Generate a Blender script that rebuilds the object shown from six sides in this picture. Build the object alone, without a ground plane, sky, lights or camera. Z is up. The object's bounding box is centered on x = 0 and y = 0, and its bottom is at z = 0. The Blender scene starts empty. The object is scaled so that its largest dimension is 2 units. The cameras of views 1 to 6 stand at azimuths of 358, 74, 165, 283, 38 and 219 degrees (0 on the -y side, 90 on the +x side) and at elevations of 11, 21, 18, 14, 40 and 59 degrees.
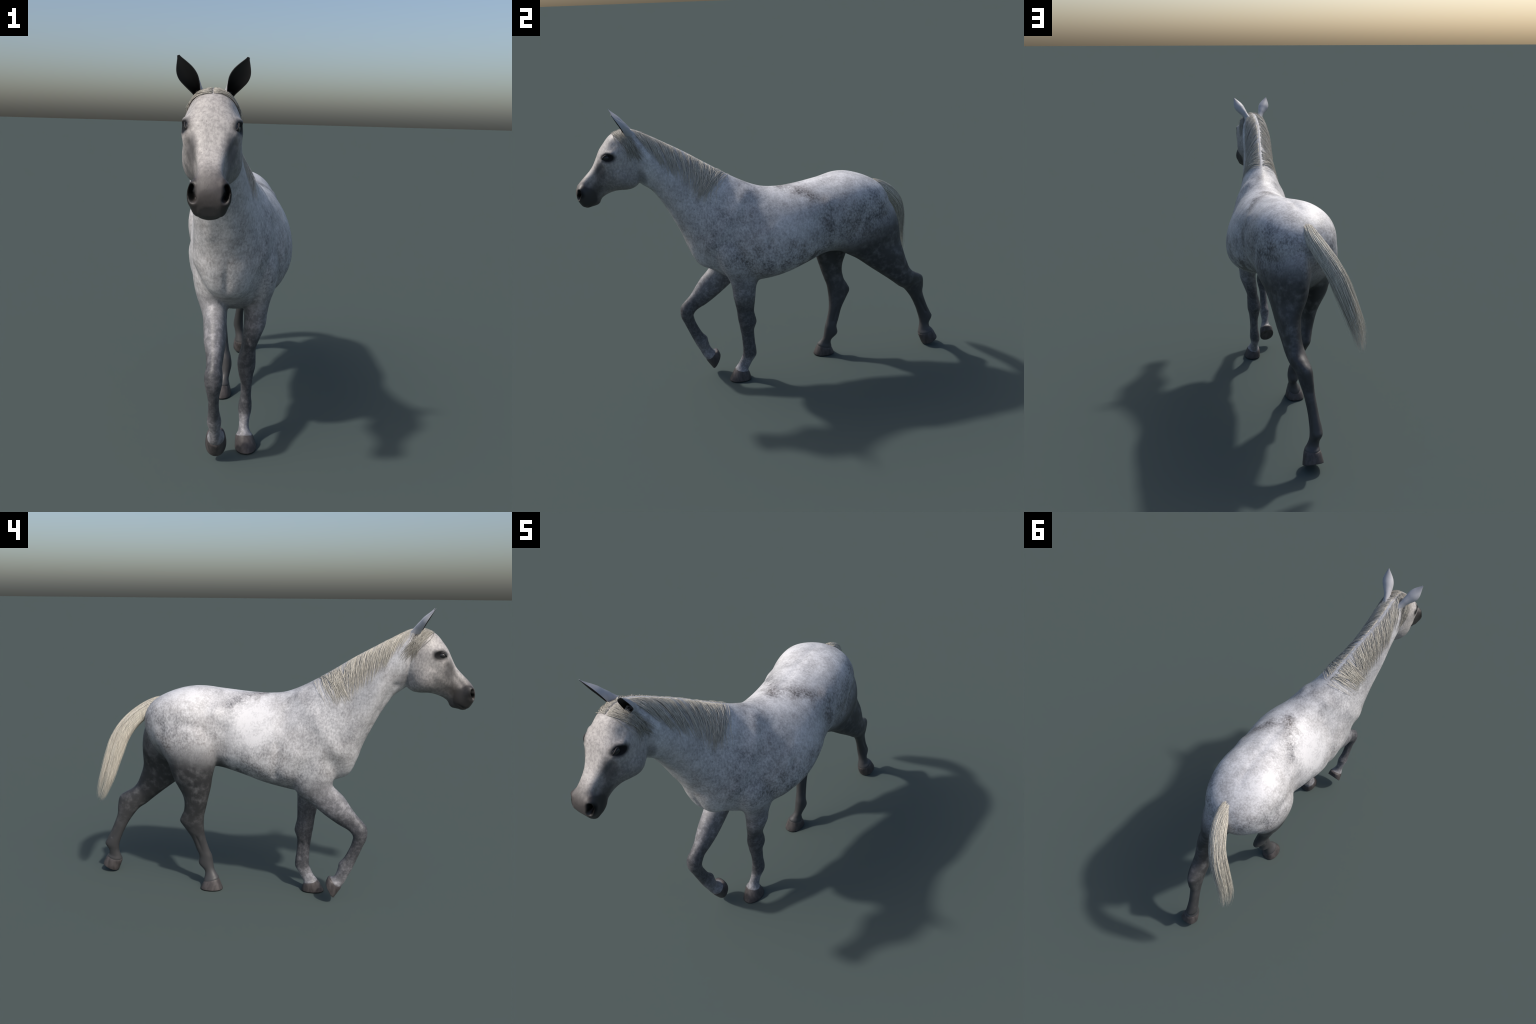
# A walking grey horse, built from lofted body sections, fused into one skin,
# smoothed, sculpted with soft brushes, then divided into named anatomical parts.
import bpy, bmesh, math, random
import numpy as np
from mathutils import Vector
from mathutils.bvhtree import BVHTree

rng = np.random.default_rng(7)
VOXEL = 0.0036
scene_col = bpy.context.scene.collection

# --------------------------------------------------------------------------
# helpers: objects and lofts
# --------------------------------------------------------------------------
def new_mesh_object(name, verts, faces, parent=None, smooth=True):
    me = bpy.data.meshes.new(name)
    me.from_pydata([tuple(v) for v in verts], [], [tuple(f) for f in faces])
    me.update()
    if smooth:
        me.polygons.foreach_set("use_smooth", np.ones(len(me.polygons), bool))
    ob = bpy.data.objects.new(name, me)
    scene_col.objects.link(ob)
    if parent is not None:
        ob.parent = parent
    return ob


def catmull(P, sub):
    """Catmull-Rom through the rows of P, sub steps per span."""
    P = np.asarray(P, float)
    n = len(P)
    Q = np.vstack([2 * P[0] - P[1], P, 2 * P[-1] - P[-2]])
    out = []
    for i in range(n - 1):
        p0, p1, p2, p3 = Q[i], Q[i + 1], Q[i + 2], Q[i + 3]
        for k in range(sub):
            t = k / sub
            out.append(0.5 * (2 * p1 + (p2 - p0) * t + (2 * p0 - 5 * p1 + 4 * p2 - p3) * t * t + (3 * p1 - p0 - 3 * p2 + p3) * t ** 3))
    out.append(P[-1])
    return np.array(out)


def section_ring(s, n=44):
    """One cross-section. s = y,z of its upper (or front) edge, y,z of its lower
    (or back) edge, x of both edges, half width, height of the widest level,
    and the roundness exponents of the upper and lower half."""
    yt, zt, yb, zb, xt, xb, w, tm, eu, el = s
    th = np.arange(n) * 2 * np.pi / n
    c, sn = np.cos(th), np.sin(th)
    e = np.where(c >= 0, eu, el)
    cc = np.sign(c) * np.abs(c) ** (2 / e)
    ss = np.sign(sn) * np.abs(sn) ** (2 / e)
    t = np.where(c >= 0, tm + (1 - tm) * cc, tm + tm * cc)
    return np.stack([xb + (xt - xb) * t + w * ss, yb + (yt - yb) * t, zb + (zt - zb) * t], 1)


def loft(stations, sub=7, n=44):
    S = catmull(np.array(stations, float), sub)
    rings = [section_ring(s, n) for s in S]
    V = list(np.vstack(rings))
    F = []
    for i in range(len(rings) - 1):
        for j in range(n):
            k = (j + 1) % n
            F.append((i * n + j, i * n + k, (i + 1) * n + k, (i + 1) * n + j))
    for r, flip in ((0, True), (len(rings) - 1, False)):
        c = len(V)
        V.append(rings[r].mean(0))
        for j in range(n):
            a, b = r * n + j, r * n + (j + 1) % n
            F.append((b, a, c) if flip else (a, b, c))
    return np.array(V), F


def T(top, bot, xt, xb, w, tm=0.5, eu=2.0, el=2.0):
    return (*top, *bot, xt, xb, w, tm, eu, el)


def L(front, back, x, w, e=2.1, tm=0.5):
    return (*front, *back, x, x, w, tm, e, e)


# --------------------------------------------------------------------------
# body profile stations (metres); the spine sways gently sideways
# --------------------------------------------------------------------------
torso_neck = [
    T((.655, 1.000), (.668, .880), -.028, -.008, .070, .50),
    T((.612, 1.047), (.632, .800), -.028, -.006, .128, .56, 2.2, 2),
    T((.545, 1.085), (.575, .730), -.024, -.008, .170, .61, 2.25, 2),
    T((.455, 1.115), (.480, .680), -.017, -.008, .196, .61, 2.3, 2),
    T((.360, 1.123), (.380, .680), -.006, .000, .203, .57, 2.1, 2),
    T((.260, 1.114), (.270, .695), .012, .012, .196, .50, 1.95, 2.1),
    T((.130, 1.101), (.130, .662), .028, .028, .211, .42, 1.9, 2.2),
    T((.020, 1.096), (.020, .630), .032, .030, .221, .39, 1.85, 2.25),
    T((-.080, 1.108), (-.080, .607), .022, .026, .211, .39, 1.8, 2.25),
    T((-.180, 1.150), (-.180, .592), .003, .012, .188, .42, 1.7, 2.1),
    T((-.280, 1.207), (-.270, .615), -.020, .000, .162, .42, 1.6, 2.2),
    T((-.360, 1.257), (-.355, .668), -.034, -.012, .138, .42, 1.6, 2.2),
    T((-.430, 1.302), (-.425, .712), -.048, -.030, .116, .40, 1.65, 2.1),
    T((-.490, 1.336), (-.463, .800), -.060, -.040, .105, .42, 1.7, 2),
    T((-.545, 1.366), (-.497, .880), -.069, -.050, .098, .44, 1.75, 2),
    T((-.590, 1.390), (-.537, .970), -.075, -.061, .094, .47, 1.8, 2),
    T((-.630, 1.410), (-.578, 1.050), -.076, -.067, .086, .52, 1.85, 2),
    T((-.668, 1.428), (-.622, 1.115), -.076, -.071, .083, .58, 1.9, 2),
    T((-.700, 1.438), (-.664, 1.150), -.075, -.072, .078, .62, 1.9, 2),
    T((-.735, 1.436), (-.700, 1.180), -.0745, -.0745, .062, .6),
]
HX = -.0745
head = [
    T((-.695, 1.432), (-.668, 1.215), HX, HX, .066, .62, 2, 2),
    T((-.745, 1.442), (-.682, 1.172), HX, HX, .078, .62, 2, 2.4),
    T((-.790, 1.423), (-.712, 1.149), HX, HX, .089, .62, 2.1, 2.8),
    T((-.825, 1.391), (-.748, 1.143), HX, HX, .093, .63, 2.2, 3.0),
    T((-.860, 1.351), (-.785, 1.143), HX, HX, .087, .66, 2.5, 2.8),
    T((-.881, 1.311), (-.815, 1.138), HX, HX, .071, .64, 2.7, 2.4),
    T((-.901, 1.273), (-.845, 1.128), HX, HX, .057, .60, 2.7, 2.2),
    T((-.922, 1.247), (-.868, 1.116), HX, HX, .049, .56, 2.6, 2.2),
    T((-.946, 1.224), (-.882, 1.104), HX, HX, .046, .56, 2.5, 2.2),
    T((-.968, 1.203), (-.894, 1.089), HX, HX, .049, .56, 2.4, 2.3),
    T((-.986, 1.182), (-.910, 1.078), HX, HX, .053, .60, 2.4, 2.4),
    T((-.998, 1.158), (-.935, 1.071), HX, HX, .053, .55, 2.5, 2.5),
    T((-.999, 1.135), (-.957, 1.068), HX, HX, .046, .5, 2.5, 2.5),
    T((-.994, 1.112), (-.974, 1.076), HX, HX, .030, .5),
]
left_foreleg = [
    L((-.330, .900), (-.150, .880), .085, .060),
    L((-.345, .800), (-.100, .780), .105, .072),
    L((-.325, .710), (-.085, .690), .103, .068),
    L((-.290, .640), (-.112, .635), .095, .056),
    L((-.270, .580), (-.137, .580), .091, .048),
    L((-.266, .530), (-.143, .530), .088, .045),
    L((-.256, .480), (-.146, .480), .077, .038),
    L((-.246, .430), (-.149, .430), .066, .031),
    L((-.243, .400), (-.148, .405), .062, .034),
    L((-.239, .365), (-.138, .360), .059, .038),
    L((-.234, .335), (-.139, .340), .059, .037),
    L((-.230, .303), (-.152, .303), .058, .030),
    L((-.225, .265), (-.153, .265), .060, .024),
    L((-.222, .215), (-.150, .215), .059, .023),
    L((-.221, .177), (-.146, .180), .058, .027),
    L((-.223, .150), (-.146, .138), .057, .028),
    L((-.236, .118), (-.167, .103), .055, .022),
    L((-.250, .093), (-.183, .075), .054, .021),
    L((-.261, .078), (-.195, .055), .055, .026),
    L((-.271, .064), (-.196, .040), .056, .0345),
    L((-.276, .050), (-.200, .028), .057, .032),
]
right_foreleg = [
    L((-.340, .900), (-.160, .880), -.085, .060),
    L((-.365, .800), (-.110, .760), -.095, .072),
    L((-.362, .710), (-.135, .660), -.090, .066),
    L((-.350, .655), (-.179, .592), -.080, .056),
    L((-.378, .622), (-.232, .553), -.073, .048),
    L((-.412, .588), (-.285, .512), -.070, .045),
    L((-.446, .540), (-.335, .476), -.069, .042),
    L((-.476, .500), (-.388, .442), -.067, .034),
    L((-.510, .466), (-.432, .420), -.068, .030),
    L((-.531, .440), (-.454, .403), -.069, .034),
    L((-.538, .405), (-.465, .384), -.069, .034),
    L((-.533, .370), (-.463, .362), -.069, .029),
    L((-.520, .338), (-.453, .326), -.069, .023),
    L((-.500, .285), (-.425, .265), -.068, .022),
    L((-.477, .225), (-.399, .232), -.067, .025),
    L((-.465, .195), (-.395, .208), -.066, .028),
    L((-.450, .165), (-.386, .172), -.064, .022),
    L((-.438, .137), (-.377, .155), -.062, .021),
    L((-.427, .114), (-.364, .143), -.060, .026),
    L((-.415, .096), (-.347, .138), -.060, .0345),
    L((-.402, .085), (-.345, .126), -.060, .032),
]
right_hindleg = [
    L((.360, 1.010), (.500, 1.000), -.085, .060),
    L((.275, .940), (.590, .950), -.122, .090, 2.1, .55),
    L((.240, .860), (.592, .868), -.130, .100, 2.1, .55),
    L((.243, .790), (.555, .800), -.130, .094),
    L((.258, .722), (.512, .728), -.129, .078),
    L((.274, .660), (.490, .655), -.126, .066),
    L((.284, .612), (.466, .600), -.116, .055),
    L((.300, .555), (.446, .556), -.107, .046),
    L((.312, .512), (.438, .510), -.099, .040),
    L((.325, .468), (.446, .457), -.088, .035),
    L((.337, .428), (.464, .422), -.078, .033),
    L((.342, .380), (.476, .388), -.070, .031),
    L((.343, .338), (.453, .348), -.061, .028),
    L((.338, .285), (.417, .287), -.049, .023),
    L((.322, .225), (.395, .222), -.040, .022),
    L((.309, .187), (.380, .180), -.034, .026),
    L((.303, .150), (.384, .134), -.032, .028),
    L((.297, .113), (.352, .100), -.035, .023),
    L((.282, .087), (.346, .075), -.041, .024),
    L((.267, .068), (.352, .042), -.047, .0345),
    L((.266, .050), (.350, .028), -.048, .033),
]
left_hindleg = [
    T((.360, .990), (.590, 1.00), .060, .010, .060),
    T((.275, .930), (.676, .935), .095, .020, .088, .52),
    T((.258, .855), (.712, .860), .112, .030, .104, .52),
    T((.290, .770), (.727, .790), .102, .040, .100, .52),
    T((.360, .700), (.733, .720), .084, .050, .082),
    L((.450, .645), (.742, .655), .078, .065),
    L((.545, .572), (.762, .592), .082, .053),
    L((.620, .515), (.784, .542), .080, .046),
    L((.685, .463), (.812, .510), .075, .045),
    L((.730, .425), (.850, .488), .068, .042),
    L((.770, .397), (.886, .460), .057, .036),
    L((.805, .355), (.897, .405), .050, .030),
    L((.835, .310), (.901, .350), .043, .025),
    L((.866, .250), (.936, .262), .035, .024),
    L((.886, .200), (.966, .203), .031, .027),
    L((.897, .165), (.979, .173), .031, .028),
    L((.900, .130), (.961, .135), .036, .024),
    L((.893, .097), (.963, .108), .042, .027),
    L((.889, .074), (.976, .096), .047, .0350),
    L((.898, .058), (.978, .080), .048, .033),
]
# small swellings: buds under the ears, buttock points, breast, elbow
def ear_axis(side):
    base = np.array([HX + side * .036, -.712, 1.392])
    tip = np.array([HX + side * .1035, -.792, 1.530])
    return base, tip


def blob(c, r, n=16):
    V, F = [], []
    for i in range(n + 1):
        a = math.pi * i / n
        for j in range(2 * n):
            b = math.pi * j / n
            V.append((c[0] + r[0] * math.sin(a) * math.cos(b), c[1] + r[1] * math.sin(a) * math.sin(b), c[2] + r[2] * math.cos(a)))
    m = 2 * n
    for i in range(n):
        for j in range(m):
            k = (j + 1) % m
            F.append((i * m + j, (i + 1) * m + j, (i + 1) * m + k, i * m + k))
    return np.array(V), F


pieces = [loft(torso_neck), loft(head), loft(left_foreleg), loft(right_foreleg), loft(left_hindleg), loft(right_hindleg)]
for side in (-1, 1):
    b, t = ear_axis(side)
    a = (t - b) / np.linalg.norm(t - b)
    for d, r, back in ((-.014, .026, .014), (.002, .0225, .015), (.014, .0185, .015), (.026, .0145, .013), (.036, .0105, .010)):
        pieces.append(blob(b + a * d + np.array([-side * .001, back, .004]), (r, r * 1.38, r * 1.1)))

V, F, off = [], [], 0
for v, f in pieces:
    V.append(v)
    F += [tuple(i + off for i in q) for q in f]
    off += len(v)
skin = new_mesh_object("skin_draft", np.vstack(V), F)
mod = skin.modifiers.new("fuse", "REMESH")
mod.mode, mod.voxel_size, mod.adaptivity = "VOXEL", VOXEL, 0.0
dg = bpy.context.evaluated_depsgraph_get()
fused = bpy.data.meshes.new_from_object(skin.evaluated_get(dg))
bpy.data.objects.remove(skin)

nv = len(fused.vertices)
P = np.empty(nv * 3); fused.vertices.foreach_get("co", P); P = P.reshape(-1, 3)
E = np.empty(len(fused.edges) * 2, np.int64); fused.edges.foreach_get("vertices", E); E = E.reshape(-1, 2)
Q = np.array([p.vertices[:] for p in fused.polygons], dtype=np.int64)
deg = np.bincount(E.ravel(), minlength=nv).astype(float)


def lap(X):
    out = np.empty_like(X)
    for k in range(X.shape[1]):
        out[:, k] = np.bincount(E[:, 0], X[E[:, 1], k], nv) + np.bincount(E[:, 1], X[E[:, 0], k], nv)
    return out / deg[:, None]


def ss(a, b, x):
    t = np.clip((np.asarray(x) - a) / (b - a), 0, 1)
    return t * t * (3 - 2 * t)


def smooth(P, weight, rounds, taubin=True):
    w = weight[:, None]
    for _ in range(rounds):
        P = P + .6 * w * (lap(P) - P)
        if taubin:
            P = P - .61 * w * (lap(P) - P)
    return P


# torso and joins are blended broadly, legs and face only lightly
x, y, z = P.T
upper = ss(.56, .72, z)
face = ss(-.60, -.70, y) * ss(1.02, 1.1, z)
P = smooth(P, np.ones(nv), 10)
P = smooth(P, np.clip(.15 + upper * (1 - .8 * face), 0, 1), 60)
P = smooth(P, upper * (1 - face), 60, False)


def normals(P):
    n = np.zeros_like(P)
    a, b, c, d = (P[Q[:, i]] for i in range(4))
    fn = np.cross(c - a, d - b)
    for i in range(4):
        for k in range(3):
            n[:, k] += np.bincount(Q[:, i], fn[:, k], nv)
    return n / (np.linalg.norm(n, axis=1, keepdims=True) + 1e-12)


def dist_to_path(P, path):
    path = np.asarray(path, float)
    d = np.full(len(P), 9.)
    if len(path) == 1:
        return np.linalg.norm(P - path[0], axis=1)
    for a, b in zip(path[:-1], path[1:]):
        ab = b - a
        t = np.clip((P - a) @ ab / (ab @ ab), 0, 1)
        d = np.minimum(d, np.linalg.norm(P - a - t[:, None] * ab, axis=1))
    return d


def brush(P, path, radius, depth, N=None, direction=None):
    """Soft stroke: push the skin along its normal near a path."""
    N = normals(P) if N is None else N
    k = np.exp(-(dist_to_path(P, path) / radius) ** 2) * depth
    D = N if direction is None else np.asarray(direction, float)[None, :]
    return P + D * k[:, None]


def mirror_head(path):
    return [[(HX + s * (p[0])), p[1], p[2]] for p in path for s in (1,)], [[(HX - p[0]), p[1], p[2]] for p in path]


# face: sockets, brow, cheek bone, nostrils, mouth line
for s in (-1, 1):
    h = lambda *pts: [np.array([HX + s * p[0], p[1], p[2]]) for p in pts]
    P = brush(P, h((.080, -.832, 1.322)), .017, -.007)
    P = brush(P, h((.088, -.812, 1.345), (.084, -.836, 1.349), (.074, -.860, 1.338)), .012, .0085)
    P = brush(P, h((.086, -.812, 1.303), (.078, -.838, 1.299), (.070, -.856, 1.310)), .008, .0025)
    P = brush(P, h((.088, -.790, 1.245), (.076, -.838, 1.212), (.060, -.880, 1.178)), .016, .0022)      # facial crest
    P = brush(P, h((.090, -.800, 1.262),), .035, -.005)
    P = brush(P, h((.075, -.868, 1.275), (.056, -.905, 1.225), (.050, -.935, 1.190)),   .016, -.0065)      # hollow beside the bridge
    P = brush(P, h((.034, -.900, 1.285), (.030, -.930, 1.240), (.030, -.960, 1.210)), .012, .002)      # nasal bone edge
    P = brush(P, h((.092, -.760, 1.200)), .045, .005)
    P = brush(P, h((.070, -.700, 1.22), (.070, -.712, 1.165)), .014, -.002)
    P = brush(P, h((.085, -.80, 1.385)), .024, -.007)
    P = brush(P, h((.030, -.815, 1.405)), .035, .004)
    P = brush(P, h((.046, -.972, 1.170), (.052, -.970, 1.148), (.046, -.975, 1.128)), .020, .010)
    P = brush(P, h((.042, -.998, 1.176), (.054, -.990, 1.172), (.056, -.992, 1.150)), .011, .005)
    P = brush(P, h((.054, -.990, 1.164), (.058, -.990, 1.150), (.047, -.996, 1.130)), .0072, .033, direction=(-s * .35, .90, .05))
    P = brush(P, h((.055, -.885, 1.113), (.050, -.915, 1.098), (.042, -.945, 1.083), (.020, -.970, 1.071), (0, -.975, 1.071)), .0048, -.0055)
P = brush(P, [(HX, -.898, 1.086)], .022, .006)                                                        # chin
P = brush(P, [(HX, -.945, 1.064)], .014, .003)
for s in (-1, 1):                                                                                     # front edge of the cheek muscle
    P = brush(P, [np.array([HX + s * .080, -.822, 1.150]), np.array([HX + s * .087, -.808, 1.190]), np.array([HX + s * .090, -.806, 1.230])], .012, -.0035)

# trunk and limbs: muscle edges, hollows and bony points
for s in (-1, 1):
    fore_y = -.02 if s < 0 else .02
    P = brush(P, [(-.028 + s * .045, -.45, .80), (-.028 + s * .055, -.42, .70)], .050, .008)           # breast
    P = brush(P, [(-.02 + s * .135, -.385, .83)], .050, .010)                                           # point of shoulder
    P = brush(P, [(-.065 + s * .075, -.640, 1.17), (-.05 + s * .082, -.56, 1.02), (-.035 + s * .085, -.49, .86)], .020, -.009)   # jugular groove
    P = brush(P, [(-.06 + s * .04, -.610, 1.08), (-.045 + s * .05, -.535, .94)], .025, .005)
    P = brush(P, [(.01 + s * .075, -.17, 1.10), (0 + s * .15, -.27, .98), (-.01 + s * .15, -.36, .86)], .035, .006)              # shoulder blade
    P = brush(P, [(.015 + s * .13, -.12, 1.04), (.012 + s * .17, -.10, .96)], .045, -.007)              # behind the blade
    P = brush(P, [(.005 + s * .17, -.17, .82), (.005 + s * .15, -.13, .72)], .045, .008)                # triceps
    P = brush(P, [(.015 + s * .20, -.085, .86), (.012 + s * .18, -.065, .70)], .022, -.006)             # edge of triceps
    P = brush(P, [(-.03 + s * .14, -.46, 1.10), (-.02 + s * .13, -.34, 1.05)], .05, -.004)
    P = brush(P, [(.005 + s * .165, .250, 1.015)], .035, .008)                                          # hip bone
    P = brush(P, [(.010 + s * .20, .195, .93), (.010 + s * .19, .205, .84)], .045, -.010)               # flank
    P = brush(P, [(-.01 + s * .20, .52, .90), (0 + s * .17, .56, .78)], .030, -.005)                    # thigh groove
    P = brush(P, [(0 + s * .10, .38, 1.10)], .07, .003)
P = brush(P, [(-.026, -.445, .72), (-.028, -.462, .80), (-.027, -.47, .88)], .014, -.005)              # breast groove
P = brush(P, [(.033, .10, 1.10), (.012, .26, 1.115), (-.02, .48, 1.115)], .018, -.003)                # spine furrow

# tendons standing clear of the cannon bones
for cx, w, a, b in ((.059, .024, (-.182, .285), (-.178, .195)), (-.068, .023, (-.488, .318), (-.436, .235)),
                    (-.046, .024, (.392, .325), (.357, .215)), (.036, .025, (.868, .320), (.925, .220))):
    for s in (-1, 1):
        P = brush(P, [np.array([cx + s * w, *a]), np.array([cx - .004 * (cx > 0) + s * w, *b])], .0075, -.0032)
Nn = normals(P)

# --------------------------------------------------------------------------
# materials
# --------------------------------------------------------------------------
class N_:
    """Tiny wrapper so that shader maths reads like maths."""
    def __init__(s, nt, sock): s.nt, s.k = nt, sock
    def _op(s, op, *o):
        n = s.nt.nodes.new("ShaderNodeMath"); n.operation = op
        for i, v in enumerate((s, *o)):
            if isinstance(v, N_): s.nt.links.new(v.k, n.inputs[i])
            else: n.inputs[i].default_value = v
        return N_(s.nt, n.outputs[0])
    def __add__(s, o): return s._op("ADD", o)
    __radd__ = __add__
    def __sub__(s, o): return s._op("SUBTRACT", o)
    def __rsub__(s, o): return (s * -1) + o
    def __mul__(s, o): return s._op("MULTIPLY", o)
    __rmul__ = __mul__
    def pw(s, o): return s._op("POWER", o)
    def mx(s, o): return s._op("MAXIMUM", o)
    def mn(s, o): return s._op("MINIMUM", o)
    def ab(s): return s._op("ABSOLUTE")
    def step(s, a, b):
        """smooth 0..1 as the value runs from a to b"""
        n = s.nt.nodes.new("ShaderNodeMapRange"); n.interpolation_type = "SMOOTHSTEP"
        flip = a > b
        lo, hi = (b, a) if flip else (a, b)
        s.nt.links.new(s.k, n.inputs["Value"])
        n.inputs["From Min"].default_value, n.inputs["From Max"].default_value = lo, hi
        n.inputs["To Min"].default_value, n.inputs["To Max"].default_value = (1, 0) if flip else (0, 1)
        return N_(s.nt, n.outputs[0])


class Mat:
    def __init__(s, name):
        s.m = bpy.data.materials.new(name); s.m.use_nodes = True
        s.nt = s.m.node_tree
        s.b = s.nt.nodes["Principled BSDF"]
        tc = s.nt.nodes.new("ShaderNodeTexCoord")
        s.obj = tc.outputs["Object"]
        sep = s.nt.nodes.new("ShaderNodeSeparateXYZ")
        s.nt.links.new(s.obj, sep.inputs[0])
        s.x, s.y, s.z = (N_(s.nt, o) for o in sep.outputs)
    def noise(s, scale, detail=3, rough=.5, stretch=(1, 1, 1), shift=(0, 0, 0), distort=0., rot=(0, 0, 0)):
        mp = s.nt.nodes.new("ShaderNodeMapping")
        mp.inputs["Scale"].default_value = stretch
        mp.inputs["Location"].default_value = shift
        mp.inputs["Rotation"].default_value = rot
        s.nt.links.new(s.obj, mp.inputs[0])
        n = s.nt.nodes.new("ShaderNodeTexNoise")
        s.nt.links.new(mp.outputs[0], n.inputs["Vector"])
        n.inputs["Scale"].default_value, n.inputs["Detail"].default_value, n.inputs["Roughness"].default_value = scale, detail, rough
        n.inputs["Distortion"].default_value = distort
        return N_(s.nt, n.outputs["Fac"])
    def near(s, c, r):
        """1 at point c falling smoothly to 0 on the ellipsoid of radii r"""
        d = ((s.x - c[0]) * (1 / r[0])).pw(2) + ((s.y - c[1]) * (1 / r[1])).pw(2) + ((s.z - c[2]) * (1 / r[2])).pw(2)
        return d.step(1.0, 0.0)
    def mix(s, fac, a, b):
        n = s.nt.nodes.new("ShaderNodeMix"); n.data_type = "RGBA"
        for sock, v in ((n.inputs[0], fac), (n.inputs[6], a), (n.inputs[7], b)):
            if isinstance(v, N_): s.nt.links.new(v.k, sock)
            elif hasattr(v, "is_linked"): s.nt.links.new(v, sock)
            elif isinstance(v, tuple): sock.default_value = (*v, 1)
            else: sock.default_value = v
        return n.outputs[2]
    def colour(s, c):
        if isinstance(c, tuple): s.b.inputs["Base Color"].default_value = (*c, 1)
        else: s.nt.links.new(c, s.b.inputs["Base Color"])
    def bump(s, h, dist=.002, strength=.5):
        n = s.nt.nodes.new("ShaderNodeBump")
        n.inputs["Distance"].default_value, n.inputs["Strength"].default_value = dist, strength
        s.nt.links.new(h.k, n.inputs["Height"])
        s.nt.links.new(n.outputs[0], s.b.inputs["Normal"])
    def set(s, **kw):
        for k, v in kw.items():
            sock = s.b.inputs[k.replace("_", " ")]
            if isinstance(v, N_): s.nt.links.new(v.k, sock)
            else: sock.default_value = v


def coat_material():
    m = Mat("dapple_grey_coat")
    x, y, z = m.x, m.y, m.z
    one = lambda v: v.mx(0.).mn(1.)
    spots = m.noise(105, 5, .62, stretch=(1, 1, .75))   # dapple network
    blot = m.noise(15, 5, .62, shift=(3, 1, 2))       # broad clouds
    wide = m.noise(5, 3, .55, shift=(1, 7, 2))
    hair = m.noise(260, 3, .65, stretch=(1, .7, .28), shift=(2, 2, 2))
    fleck = m.noise(120, 2, .5, stretch=(1, 1, .6), shift=(9, 4, 1)).step(.64, .74)
    rip = spots.step(.32, .68)                        # 1 = between the pale spots
    cloud = blot.step(.30, .70)

    # zones of darker dapple on the trunk
    ribs = m.near((.03, -.03, .70), (.6, .36, .24))
    arc = (y - .045 - (x - .03).ab() * .95 + (blot - .5) * .13).ab().step(.085, .0)
    loin = arc * z.step(1.00, 1.06) * (x - .02).ab().step(.17, .12)
    loin2 = m.near((.02, .30, 1.12), (.14, .20, .09))
    flank = m.near((.015, .235, .90), (.6, .065, .18))
    belly = m.near((.015, .17, .70), (.6, .14, .10))
    haunch = m.near((0., .50, .88), (.6, .30, .26))
    withers = m.near((.01, -.14, 1.10), (.3, .12, .10))
    shoulder = m.near((0., -.33, .90), (.6, .24, .30))
    rump = m.near((0., .42, 1.12), (.30, .30, .20))
    neck = y.step(-.25, -.45)
    d = .24 + .30 * (cloud - .4) + .26 * (rip - .5)
    d = d + ribs * (.02 + .27 * rip) * (.35 + .85 * cloud)
    d = d + loin * (.10 + .34 * cloud + .22 * (rip - .5)) + loin2 * cloud * .16
    d = d + flank * (.13 + .10 * rip) + belly * (.05 + .35 * cloud)
    d = d + haunch * (.12 + .20 * rip * (cloud + .3)) - rump * .14
    d = d + withers * .20 * cloud + shoulder * (.06 + .08 * rip) + neck * .05
    d = d + (hair - .5) * .45 + (wide - .5) * .30
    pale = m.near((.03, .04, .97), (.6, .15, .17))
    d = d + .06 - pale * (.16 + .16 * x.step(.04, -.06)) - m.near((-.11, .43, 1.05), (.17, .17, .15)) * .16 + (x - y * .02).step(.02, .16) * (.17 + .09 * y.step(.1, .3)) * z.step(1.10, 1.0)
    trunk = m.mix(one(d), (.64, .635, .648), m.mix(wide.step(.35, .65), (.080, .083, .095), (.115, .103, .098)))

    # flea-bitten flecks on neck, head and shoulder
    front = y.step(.05, -.25) * z.step(.70, .85)
    trunk = m.mix(fleck * front * .45, trunk, (.10, .095, .10))

    # forelegs: darkening from the elbow, dark knees, pale mottled pasterns
    fore = y.step(.10, 0.) * z.step(.76, .56)
    mott = (m.noise(42, 4, .6, shift=(5, 5, 1)) * .55 + m.noise(95, 4, .65, shift=(5, 2, 1)) * .45).step(.43, .62)
    low = z.step(.56, .44)
    lf = x.step(-.005, .005)
    past_l = z.step(.150, .115) * lf
    past_r = (z.step(.27, .17)) * (1. - lf) * .75
    past = past_l.mx(past_r)
    shade = one(.68 + .28 * low - past * (.34 + .25 * mott) - mott * (.40 - .24 * low) + (hair - .5) * .2)
    legc = m.mix(shade, (.345, .34, .36), (.034, .035, .040))
    col = m.mix(one(fore + (blot - .5) * fore * (1. - fore) * 3.), trunk, legc)

    # hind legs: a fairly abrupt change to near black at the stifle
    edge = (z + (blot - .5) * .09 + (spots - .5) * .04 - (y - .45) * (.05 + .40 * x.step(-.02, .05)))
    hind = y.step(.16, .24) * edge.step(.89, .69)
    inner = y.step(.60, .68) * z.step(.92, .80) * .8
    hmott = m.noise(24, 4, .6, shift=(1, 8, 5)).step(.42, .76)
    hindc = m.mix(hmott * z.step(.15, .58) * (.65 + .3 * rip) + (1. - z.step(.1, .3)) * .1, (.037, .037, .039), (.135, .134, .138))
    col = m.mix(hind.mx(inner), col, hindc)

    # head: warm white forehead, grey jaw, dark muzzle, black round the eye
    hx = x - HX
    ax = (y + .72) * -.655 + (z - 1.40) * -.756
    on_head = y.step(-.66, -.73) * z.step(1.0, 1.06)
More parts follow.
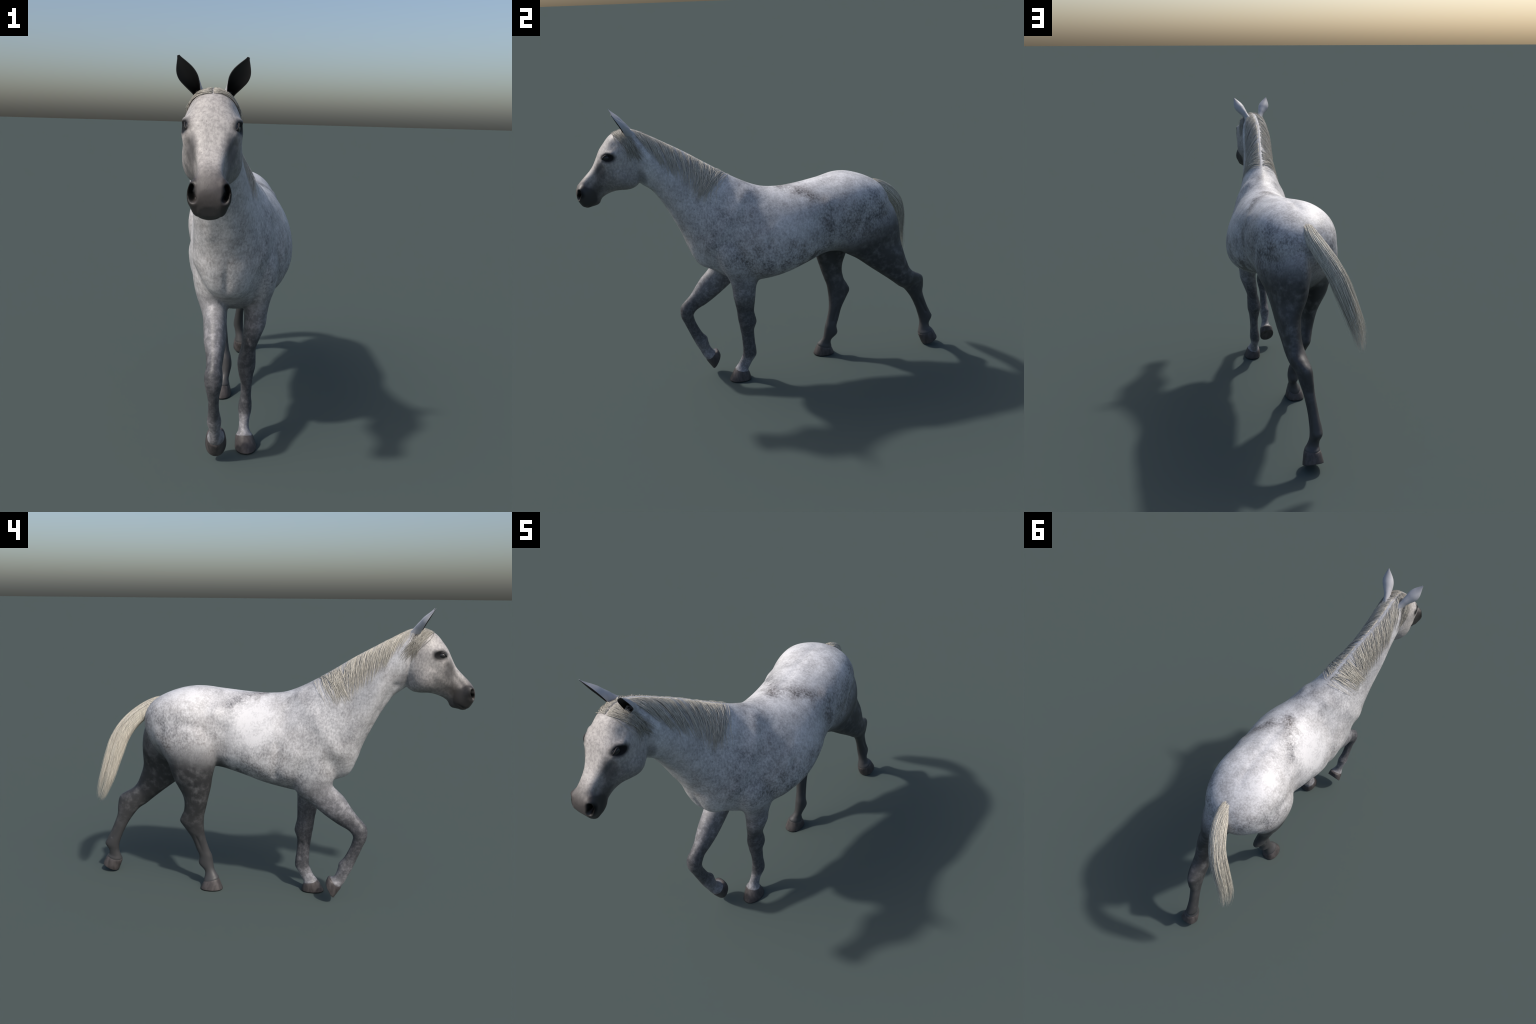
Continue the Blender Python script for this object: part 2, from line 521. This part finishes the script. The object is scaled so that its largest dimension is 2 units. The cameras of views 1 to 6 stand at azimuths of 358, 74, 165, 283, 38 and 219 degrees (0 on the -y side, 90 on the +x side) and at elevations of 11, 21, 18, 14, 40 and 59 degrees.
    warm = m.mix(one(.16 + (blot - .4) * .6 + (rip - .4) * .5 + (hair - .5) * .4), (.43, .405, .39), (.13, .125, .125))
    cheek = m.near((HX, -.76, 1.19), (.3, .11, .09))
    warm = m.mix(cheek * (.30 + .3 * rip), warm, (.20, .195, .20))
    warm = m.mix(fleck * .45, warm, (.10, .09, .09))
    side = hx.ab().step(.030, .055)
    tear = side * m.near((HX, -.872, 1.262), (.3, .035, .065)) * .75
    plane = side * m.near((HX, -.875, 1.225), (.3, .085, .085)) * (.28 + .25 * rip)  # shading beside the nasal bridge, painted as a darker tone
    warm = m.mix(plane, warm, (.10, .098, .10))
    warm = m.mix(tear, warm, (.06, .058, .06))
    axn = ax + (blot - .5) * .05
    lower = one(axn.step(.230, .365) * .94 + side * axn.step(.13, .30) * .60)
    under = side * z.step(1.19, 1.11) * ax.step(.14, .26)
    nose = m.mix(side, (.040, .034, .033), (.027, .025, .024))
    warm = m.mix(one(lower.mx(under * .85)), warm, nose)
    dull = x * 0.
    for s in (-1, 1):
        ring = m.near((HX + s * .078, -.827, 1.325), (.06, .050, .034))
        dull = dull.mx(ring)
        warm = m.mix(ring * 1.2, warm, (.012, .012, .013))
        nost = m.near((HX + s * .050, -.980, 1.149), (.022, .030, .031))
        dull = dull.mx(nost)
        warm = m.mix(nost * 1.5, warm, (.004, .004, .004))
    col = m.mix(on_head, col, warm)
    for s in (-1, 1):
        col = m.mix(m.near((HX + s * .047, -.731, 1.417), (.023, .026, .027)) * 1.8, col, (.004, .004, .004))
    # grey tone in the throat groove and behind the jaw
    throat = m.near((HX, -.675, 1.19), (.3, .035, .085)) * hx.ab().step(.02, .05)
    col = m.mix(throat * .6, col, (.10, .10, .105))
    dark_line = m.near((-.095, -.705, 1.405), (.02, .02, .02))
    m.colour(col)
    m.set(Roughness=.52, Specular_IOR_Level=.5 - dull * on_head * .44)
    m.bump(hair * .6 + m.noise(420, 2, .5, stretch=(1, .6, .3)) * .4, .0012, .35)
    return m.m


def hair_material(name, dark, light, along=None):
    m = Mat(name)
    streak = m.noise(170, 3, .6, stretch=(1, 1, .12))
    info = m.nt.nodes.new("ShaderNodeTexCoord")
    c = m.mix((streak - .5) * 1.6 + .5, dark, light)
    m.colour(c)
    m.set(Roughness=.5, Specular_IOR_Level=.3)
    return m.m


def hoof_material():
    m = Mat("horn")
    grain = m.noise(60, 3, .6, stretch=(1, 1, .25))
    rings = m.noise(90, 2, .5, stretch=(.3, .3, 1), shift=(3, 3, 3))
    c = m.mix(grain.step(.3, .7), (.033, .029, .029), (.082, .073, .072))
    c = m.mix(rings * .5, c, (.064, .057, .059))
    c = m.mix(m.z.step(.006, .001), c, (.02, .018, .018))
    m.colour(c)
    m.set(Roughness=.52, Specular_IOR_Level=.35)
    m.bump(grain, .001, .3)
    return m.m


def plain(name, col, rough, spec=.5):
    m = Mat(name); m.colour(col); m.set(Roughness=rough, Specular_IOR_Level=spec)
    return m.m


def ear_inside_material():
    m = Mat("dark_inner_ear")
    m.colour(m.mix(m.z.step(1.42, 1.52), (.004, .004, .004), (.050, .049, .050)))
    m.set(Roughness=.7, Specular_IOR_Level=.2)
    return m.m


def ear_back_material():
    m = Mat("pale_ear_back")
    n = m.noise(60, 3, .6)
    c = m.mix(n * .5, (.46, .46, .48), (.2, .2, .22))
    c = m.mix(m.z.step(1.49, 1.53) * .55, c, (.22, .22, .25))
    m.colour(c)
    m.set(Roughness=.5, Specular_IOR_Level=.3)
    return m.m


coat = coat_material()

# --------------------------------------------------------------------------
# divide the skin into anatomical parts
# --------------------------------------------------------------------------
horse = bpy.data.objects.new("horse", None)
scene_col.objects.link(horse)
horse["label"] = "dapple grey horse in mid stride with pale mane and dark legs"
horse["category"] = "horse"

C = P[Q].mean(1)
fx, fy, fz = C.T
kind = np.zeros(len(Q), int)                                   # torso
kind[(fy < -.30) & (fz > .80 - 1.2 * (fy + .42))] = 1          # neck
jaw_line = (fy + .690) * .96 - (fz - 1.30) * .02
kind[(fz > 1.0) & (fy < -.690 - .06 * (fz - 1.16) / .28 + .055)] = 2   # head
kind[(fz < .66 - .12 * np.abs(fy + .23)) & (fy < .05) & (fx >= .0) & (fz < .66)] = 3
kind[(fz < .62) & (fy < -.05) & (fx >= 0.0)] = 3               # left foreleg
kind[(fz < .62) & (fy < -.05) & (fx < 0.0)] = 4
hip = (fz < .74)
kind[hip & (fy > .22) & (fx >= 0.005)] = 5
kind[hip & (fy > .22) & (fx < 0.005)] = 6
kind[(kind == 3) & (fz > .62)] = 0
names = {0: "torso", 1: "neck", 2: "head", 3: "foreleg", 4: "foreleg", 5: "hindleg", 6: "hindleg"}
parts = {}
for k, nm in names.items():
    q = Q[kind == k]
    used, inv = np.unique(q, return_inverse=True)
    ob = new_mesh_object(nm, P[used], inv.reshape(-1, 4), horse)
    ob.data.materials.append(coat)
    ob.data.normals_split_custom_set_from_vertices(Nn[used].tolist())
    parts[k] = ob

bpy.data.meshes.remove(fused)

# --------------------------------------------------------------------------
# hooves
# --------------------------------------------------------------------------
horn = hoof_material()


def hoof(leg, cor_f, cor_b, cor_w, cor_x, sole_f, sole_b, sole_w, sole_x):
    n = 56
    cf, cb, sf, sb = (np.array(p, float) for p in (cor_f, cor_b, sole_f, sole_b))
    up = ((cf + cb) - (sf + sb)) / 2
    up /= np.linalg.norm(up)
    rows = []      # (s along wall, scale, extra lift)
    for s, k, lift in ((-.10, .70, .006), (-.02, .90, .002), (.02, .955, 0), (.09, .985, 0), (.3, 1., 0), (.6, 1., 0), (.93, 1., 0), (.985, .985, 0), (1., .95, 0), (1., .80, .003), (1., .45, .007)):
        f = cf + (sf - cf) * max(s, 0); b = cb + (sb - cb) * max(s, 0)
        mid = (f + b) / 2
        f = mid + (f - mid) * k + up * lift; b = mid + (b - mid) * k + up * lift
        w = (cor_w + (sole_w - cor_w) * max(s, 0) ** .8) * k
        cx = cor_x + (sole_x - cor_x) * max(s, 0)
        rows.append(section_ring((*f, *b, cx, cx, w, .46, 2.1, 2.5), n))
    V = np.vstack(rows + [rows[0].mean(0)[None], rows[-1].mean(0)[None]])
    F = []
    R = len(rows)
    for i in range(R - 1):
        for j in range(n):
            F.append((i * n + j, (i + 1) * n + j, (i + 1) * n + (j + 1) % n, i * n + (j + 1) % n))
    for j in range(n):
        F.append((j, (j + 1) % n, R * n))
        F.append(((R - 1) * n + (j + 1) % n, (R - 1) * n + j, R * n + 1))
    ob = new_mesh_object("hoof", V, F, leg)
    bm = bmesh.new(); bm.from_mesh(ob.data); bmesh.ops.recalc_face_normals(bm, faces=bm.faces); bm.to_mesh(ob.data); bm.free()
    ob.data.materials.append(horn)
    return ob


hoof(parts[3], (-.273, .066), (-.193, .040), .0365, .056, (-.309, .001), (-.184, .001), .046, .063)
hoof(parts[4], (-.417, .092), (-.343, .143), .0365, -.060, (-.378, .028), (-.332, .116), .043, -.060)
hoof(parts[6], (.266, .064), (.353, .036), .0365, -.048, (.241, .001), (.367, .001), .049, -.052)
hoof(parts[5], (.886, .070), (.980, .092), .0365, .048, (.916, .001), (1.003, .048), .049, .052)

# --------------------------------------------------------------------------
# eyes
# --------------------------------------------------------------------------
eye_mat = plain("dark_eye", (.014, .014, .015), .30)
for s in (-1, 1):
    v, f = blob((HX + s * .0655, -.835, 1.3225), (.0175, .0225, .0178), 20)
    ob = new_mesh_object("eye", v, f, parts[2])
    ob.data.materials.append(eye_mat)

def lid(s, up):
    """A tapered fold of skin following the rim of the eyeball."""
    c = np.array([HX + s * .0655, -.835, 1.3225])
    n, k = 25, 10
    V, F = [], []
    for i in range(n):
        a = -1 + 2 * i / (n - 1)
        q = np.array([0, -.0225 * a, (.0150 if up > 0 else .0140) * up * (1 - a * a) - .0025 * a - .0010])
        out = .0176 * math.sqrt(max(0.02, 1 - (q[1] / .0245) ** 2 - (q[2] / .0200) ** 2))
        p = c + q + np.array([s * out, 0, 0])
        r = (.0042 if up > 0 else .0030) * (1 - .55 * a * a)
        for j in range(k):
            b = 2 * math.pi * j / k
            V.append(p + np.array([s * math.cos(b) * r * .8, 0, math.sin(b) * r]))
    for i in range(n - 1):
        for j in range(k):
            F.append((i * k + j, i * k + (j + 1) % k, (i + 1) * k + (j + 1) % k, (i + 1) * k + j))
    F.append(tuple(range(k))); F.append(tuple((n - 1) * k + j for j in range(k)))
    ob = new_mesh_object("eyelid", V, F, parts[2])
    bm = bmesh.new(); bm.from_mesh(ob.data); bmesh.ops.recalc_face_normals(bm, faces=bm.faces); bm.to_mesh(ob.data); bm.free()
    ob.data.materials.append(lid_mat)


lid_mat = plain("dark_lid_skin", (.020, .019, .020), .55, .25)
for s in (-1, 1):
    lid(s, 1); lid(s, -1)

# --------------------------------------------------------------------------
# ears: curled leaf-shaped cups, pale outside and black within
# --------------------------------------------------------------------------
ear_in, ear_out = ear_inside_material(), ear_back_material()


def ear(s):
    base, tip = ear_axis(s)
    ctrl = np.array([base + np.array([0, -.006, 0]), base + (tip - base) * .33 + np.array([0, -.004, .002]), base + (tip - base) * .68 + np.array([s * .003, -.002, .001]), tip])
    path = catmull(ctrl, 12)
    nu, nvv = len(path), 33
    u = np.linspace(0, 1, nu)
    wid = np.interp(u, [0, .12, .25, .40, .54, .68, .82, .93, 1], [.0185, .0165, .0165, .0235, .0315, .0290, .0185, .0085, .0025])
    wid = np.convolve(np.pad(wid, 2, mode="edge"), np.ones(5) / 5, "valid")
    arc = np.interp(u, [0, .2, .45, .7, 1], np.radians([178, 140, 84, 58, 38]))
    arc = np.convolve(np.pad(arc, 3, mode="edge"), np.ones(7) / 7, "valid")
    thick = np.interp(u, [0, .5, 1], [.0034, .0026, .0010])
    ax = (tip - base) / np.linalg.norm(tip - base)
    open_dir = np.array([s * .32, -1., .10])
    open_dir -= ax * (open_dir @ ax); open_dir /= np.linalg.norm(open_dir)
    lat = np.cross(ax, open_dir)
    V, F, M = [], [], []
    for layer in (0, 1):
        for i in range(nu):
            r = wid[i] / math.sin(min(arc[i], math.pi / 2)) - (thick[i] if layer else 0)
            for j in range(nvv):
                a = arc[i] * (2 * j / (nvv - 1) - 1)
                rr = wid[i] / math.sin(min(arc[i], math.pi / 2))
                deep = np.interp(u[i], [0, .22, .5, 1], [1.42, 1.36, 1.10, 1.])
                V.append(path[i] + lat * r * math.sin(a) - open_dir * (r * math.cos(a) - rr * math.cos(arc[i]) * .9) * deep)
    m = nu * nvv
    for i in range(nu - 1):
        for j in range(nvv - 1):
            a, b, c, d = i * nvv + j, i * nvv + j + 1, (i + 1) * nvv + j + 1, (i + 1) * nvv + j
            F.append((a, b, c, d)); M.append(0)
            F.append((m + d, m + c, m + b, m + a)); M.append(1)
        for j, fl in ((0, 0), (nvv - 1, 1)):
            a, d = i * nvv + j, (i + 1) * nvv + j
            F.append((a, d, m + d, m + a) if not fl else (a, m + a, m + d, d)); M.append(1)
    for j in range(nvv - 1):
        a, b = (nu - 1) * nvv + j, (nu - 1) * nvv + j + 1
        F.append((a, b, m + b, m + a)); M.append(0)
        F.append((j, m + j, m + j + 1, j + 1)); M.append(0)
    ob = new_mesh_object("ear", V, F, parts[2])
    ob.data.materials.append(ear_out); ob.data.materials.append(ear_in)
    bm = bmesh.new(); bm.from_mesh(ob.data); bm.faces.ensure_lookup_table()
    for i, f in enumerate(bm.faces): f.material_index = M[i]
    bmesh.ops.recalc_face_normals(bm, faces=bm.faces); bm.to_mesh(ob.data); bm.free()
    ob.data.set_sharp_from_angle(angle=math.radians(50))
    return ob


for s in (-1, 1):
    ear(s)

# --------------------------------------------------------------------------
# hair: strands laid along the skin
# --------------------------------------------------------------------------
near_ear = np.zeros(nv)
for s in (-1, 1):
    b, t = ear_axis(s)
    near_ear = np.maximum(near_ear, ss(.080, .045, np.linalg.norm(P - b - (t - b) * .1, axis=1)) * ss(.014, .028, (P[:, 0] - HX) * s))
P_flat = smooth(P, near_ear, 220, False)          # the skull without the ear stalks
bvh = BVHTree.FromPolygons(P_flat.tolist(), Q.tolist())


def strand_mesh(name, paths, norms, widths, heights, mat, parent):
    """Each strand is a tapered four-sided ribbon with thickness."""
    paths, norms = np.asarray(paths), np.asarray(norms)
    Ns, n, _ = paths.shape
    tan = np.gradient(paths, axis=1)
    tan /= np.linalg.norm(tan, axis=2, keepdims=True) + 1e-9
    side = np.cross(tan, norms); side /= np.linalg.norm(side, axis=2, keepdims=True) + 1e-9
    up = np.cross(side, tan)
    w, h = np.asarray(widths)[..., None], np.asarray(heights)[..., None]
    ring = np.stack([paths + side * w, paths + up * h, paths - side * w, paths - up * h], 2)    # Ns,n,4,3
    V = ring.reshape(-1, 3)
    base = (np.arange(Ns) * n * 4)[:, None, None] + (np.arange(n - 1) * 4)[None, :, None]
    j = np.arange(4)[None, None, :]
    k = (j + 1) % 4
    F = np.stack([base + j, base + k, base + 4 + k, base + 4 + j], 3).reshape(-1, 4)
    e0 = np.arange(Ns) * n * 4
    caps = np.concatenate([np.stack([e0 + 3, e0 + 2, e0 + 1, e0], 1), np.stack([e0 + i + (n - 1) * 4 for i in range(4)], 1)])
    F = np.vstack([F, caps])
    me = bpy.data.meshes.new(name)
    me.vertices.add(len(V)); me.vertices.foreach_set("co", V.ravel())
    me.loops.add(F.size); me.loops.foreach_set("vertex_index", F.ravel())
    me.polygons.add(len(F)); me.polygons.foreach_set("loop_start", np.arange(len(F)) * 4)
    me.update(calc_edges=True); me.validate()
    me.polygons.foreach_set("use_smooth", np.ones(len(me.polygons), bool))
    ob = bpy.data.objects.new(name, me); scene_col.objects.link(ob); ob.parent = parent
    me.materials.append(mat); ob["kind"] = "stuff"
    return ob


def walk(start, length, pull, n=14, lift0=.001, lift1=.003):
    """Lay a strand on the skin, following the pull(t, point, normal) direction."""
    pts, nrm = [], []
    p = Vector(start)
    for i in range(n):
        t = i / (n - 1)
        q, nr, _, _ = bvh.find_nearest(p)
        nr = Vector(nr)
        lift = lift0 + (lift1 - lift0) * math.sin(math.pi * min(t * 1.1, 1)) 
        pts.append(q + nr * lift); nrm.append(nr)
        d = Vector(pull(t, q, nr)); d -= nr * d.dot(nr)
        if d.length < 1e-6: d = Vector((0, .3, -1))
        p = q + d.normalized() * (length / (n - 1))
    return pts, nrm


crest = catmull(np.array([[s[4], s[0], s[1]] for s in torso_neck]), 8)
crest = crest[(crest[:, 1] < -.20) & (crest[:, 1] > -.74)]


def crest_at(y):
    o = np.argsort(crest[:, 1]); c = crest[o]
    return np.array([np.interp(y, c[:, 1], c[:, 0]), y, np.interp(y, c[:, 1], c[:, 2])])


mane_mat = hair_material("mane_hair", (.31, .29, .25), (.70, .665, .59))
lock_mat = hair_material("forelock_hair", (.18, .17, .15), (.52, .49, .43))
nP = 16
paths, norms, W = [], [], []
for s in (-1, 1):
    tufts = np.sort(rng.random(70))
    for i in range(460):
        v = tufts[rng.integers(70)] + rng.normal(0, .006) if rng.random() < .75 else rng.random()
        v = min(max(v, 0), 1)
        y0 = -.728 + v * .470 + rng.normal(0, .003 + .012 * v ** 3)
        root = crest_at(y0) + np.array([s * (.006 + .010 * rng.random() ** 2), 0, 0])
        sweep = np.interp(y0, [-.72, -.64, -.52, -.40, -.31, -.26], [.74, .38, .15, -.08, -.70, -1.25]) + rng.normal(0, .06 + .25 * v ** 4)
        length = np.interp(y0, [-.72, -.66, -.5, -.36, -.30, -.26], [.155, .175, .185, .19, .19, .185]) * (1.08 - .62 * rng.random() ** 2.2)
        wob, ph = rng.normal(0, .12), rng.random() * 6
        def pull(t, q, nr, sweep=sweep, wob=wob, ph=ph, s=s):
            return (s * .55 * (1 - t), sweep * (1 - .3 * t) + wob * math.sin(5 * t + ph), -1)
        p, nr = walk(root, length * 1.06, pull, nP, .0006, rng.uniform(.002, .010))
        paths.append(p); norms.append(nr)
        t = np.linspace(0, 1, nP)
        W.append(rng.uniform(.0007, .0018) * np.clip(.45 + t * 1.8, 0, 1) * (1 - t ** 2 * .95))
paths, norms, W = np.array(paths), np.array(norms), np.array(W)
strand_mesh("mane", paths, norms, W, W * .6, mane_mat, parts[1])

paths, norms, W = [], [], []
for s in (-1, 1):
    for i in range(170):
        v = rng.random()
        y0 = -.722 - v * .078 + rng.normal(0, .006)
        q, nr, _, _ = bvh.find_nearest(Vector((HX + s * (.001 + .008 * rng.random()), y0, 1.45)))
        wob, ph = rng.normal(0, .16), rng.random() * 6
        back = np.interp(v, [0, .4, 1], [.25, .60, .90]) + rng.normal(0, .14)
        def pull(t, q, nr, s=s, wob=wob, ph=ph, back=back):
            return (s * 1.0 * (1 - .8 * t), back * min(1, .15 + 1.7 * t) + wob * math.sin(6 * t + ph), -.8 * t - .25)
        p, nr = walk(q, rng.uniform(.11, .215), pull, nP, .001, rng.uniform(.002, .011))
        paths.append(p); norms.append(nr)
        t = np.linspace(0, 1, nP)
        W.append(rng.uniform(.0008, .0018) * np.clip(.5 + t * 1.8, 0, 1) * (1 - t ** 2 * .95))
paths, norms, W = np.array(paths), np.array(norms), np.array(W)
strand_mesh("forelock", paths, norms, W, W * .6, lock_mat, parts[2])

# tail: a hanging brush of strands around a slim core
tail_line = catmull(np.array([
    (-.026, .580, 1.036), (-.034, .640, 1.008), (-.056, .700, .964), (-.088, .755, .905), (-.118, .790, .840),
    (-.148, .812, .760), (-.176, .830, .680), (-.196, .848, .610), (-.205, .868, .545), (-.208, .882, .510)]), 6)
tail_mat = hair_material("tail_hair", (.32, .295, .25), (.86, .81, .70))
nT = len(tail_line)
uT = np.linspace(0, 1, nT)
ttan = np.gradient(tail_line, axis=0); ttan /= np.linalg.norm(ttan, axis=1, keepdims=True)
tside = np.cross(ttan, np.array([0, -1., .0]) ); tside /= np.linalg.norm(tside, axis=1, keepdims=True)
tup = np.cross(tside, ttan)
spread = np.interp(uT, [0, .08, .25, .5, .75, .9, 1], [.029, .034, .041, .045, .039, .028, .020])
tail_root = bpy.data.objects.new("tail", None)
rows = []
for i in range(5, nT):
    k = .74 * spread[i] * (1 - .55 * uT[i])
    if uT[i] > .46: break
    a = np.arange(24) * 2 * np.pi / 24
    rows.append(tail_line[i] + np.outer(np.cos(a), tside[i]) * k + np.outer(np.sin(a), tup[i]) * k)
R = len(rows)
V = np.vstack(rows + [rows[0].mean(0)[None], rows[-1].mean(0)[None] + ttan[-1] * .06])
F = [(i * 24 + j, i * 24 + (j + 1) % 24, (i + 1) * 24 + (j + 1) % 24, (i + 1) * 24 + j) for i in range(R - 1) for j in range(24)]
F += [((j + 1) % 24, j, R * 24) for j in range(24)] + [((R - 1) * 24 + j, (R - 1) * 24 + (j + 1) % 24, R * 24 + 1) for j in range(24)]
bpy.data.objects.remove(tail_root)
tail = new_mesh_object("tail", V, F, horse)
tail.data.materials.append(hair_material("tail_core", (.20, .185, .16), (.45, .42, .36)))
paths, norms, W = [], [], []
clumps = rng.uniform(0, 2 * np.pi, 60)
for i in range(1500):
    a = clumps[rng.integers(60)] + rng.normal(0, .13)
    r0 = rng.uniform(.80, 1.04)
    r1 = rng.uniform(.35, 1.05) if rng.random() > .06 else rng.uniform(1.1, 1.45)
    u0 = abs(rng.normal(.0, .05)); u1 = .48 + .52 * rng.random() ** 2.0
    if rng.random() < .35: u0 = rng.uniform(.05, .45)
    uu = np.linspace(u0, max(u1, u0 + .25) if u1 < 1 else 1., 18)
    uu = np.clip(uu, 0, 1)
    C0 = np.stack([np.interp(uu, uT, tail_line[:, k]) for k in range(3)], 1)
    A = np.stack([np.interp(uu, uT, tside[:, k]) for k in range(3)], 1)
    B = np.stack([np.interp(uu, uT, tup[:, k]) for k in range(3)], 1)
    sp = np.interp(uu, uT, spread)
    rr = sp * (r0 + (r1 - r0) * uu ** 2)
    aa = a + .12 * np.sin(uu * 5 + rng.random() * 6) + .25 * (uu - .4) * rng.normal()
    rad = A * np.cos(aa)[:, None] + B * np.sin(aa)[:, None]
    paths.append(C0 + rad * rr[:, None]); norms.append(rad)
    t = np.linspace(0, 1, 18)
    W.append(rng.uniform(.0008, .0021) * np.clip(.5 + 2 * t, 0, 1) * (1 - t ** 1.6 * .96))
paths, norms, W = np.array(paths), np.array(norms), np.array(W)
strand_mesh("tail_hair", paths, norms, W, W * .5, tail_mat, tail)
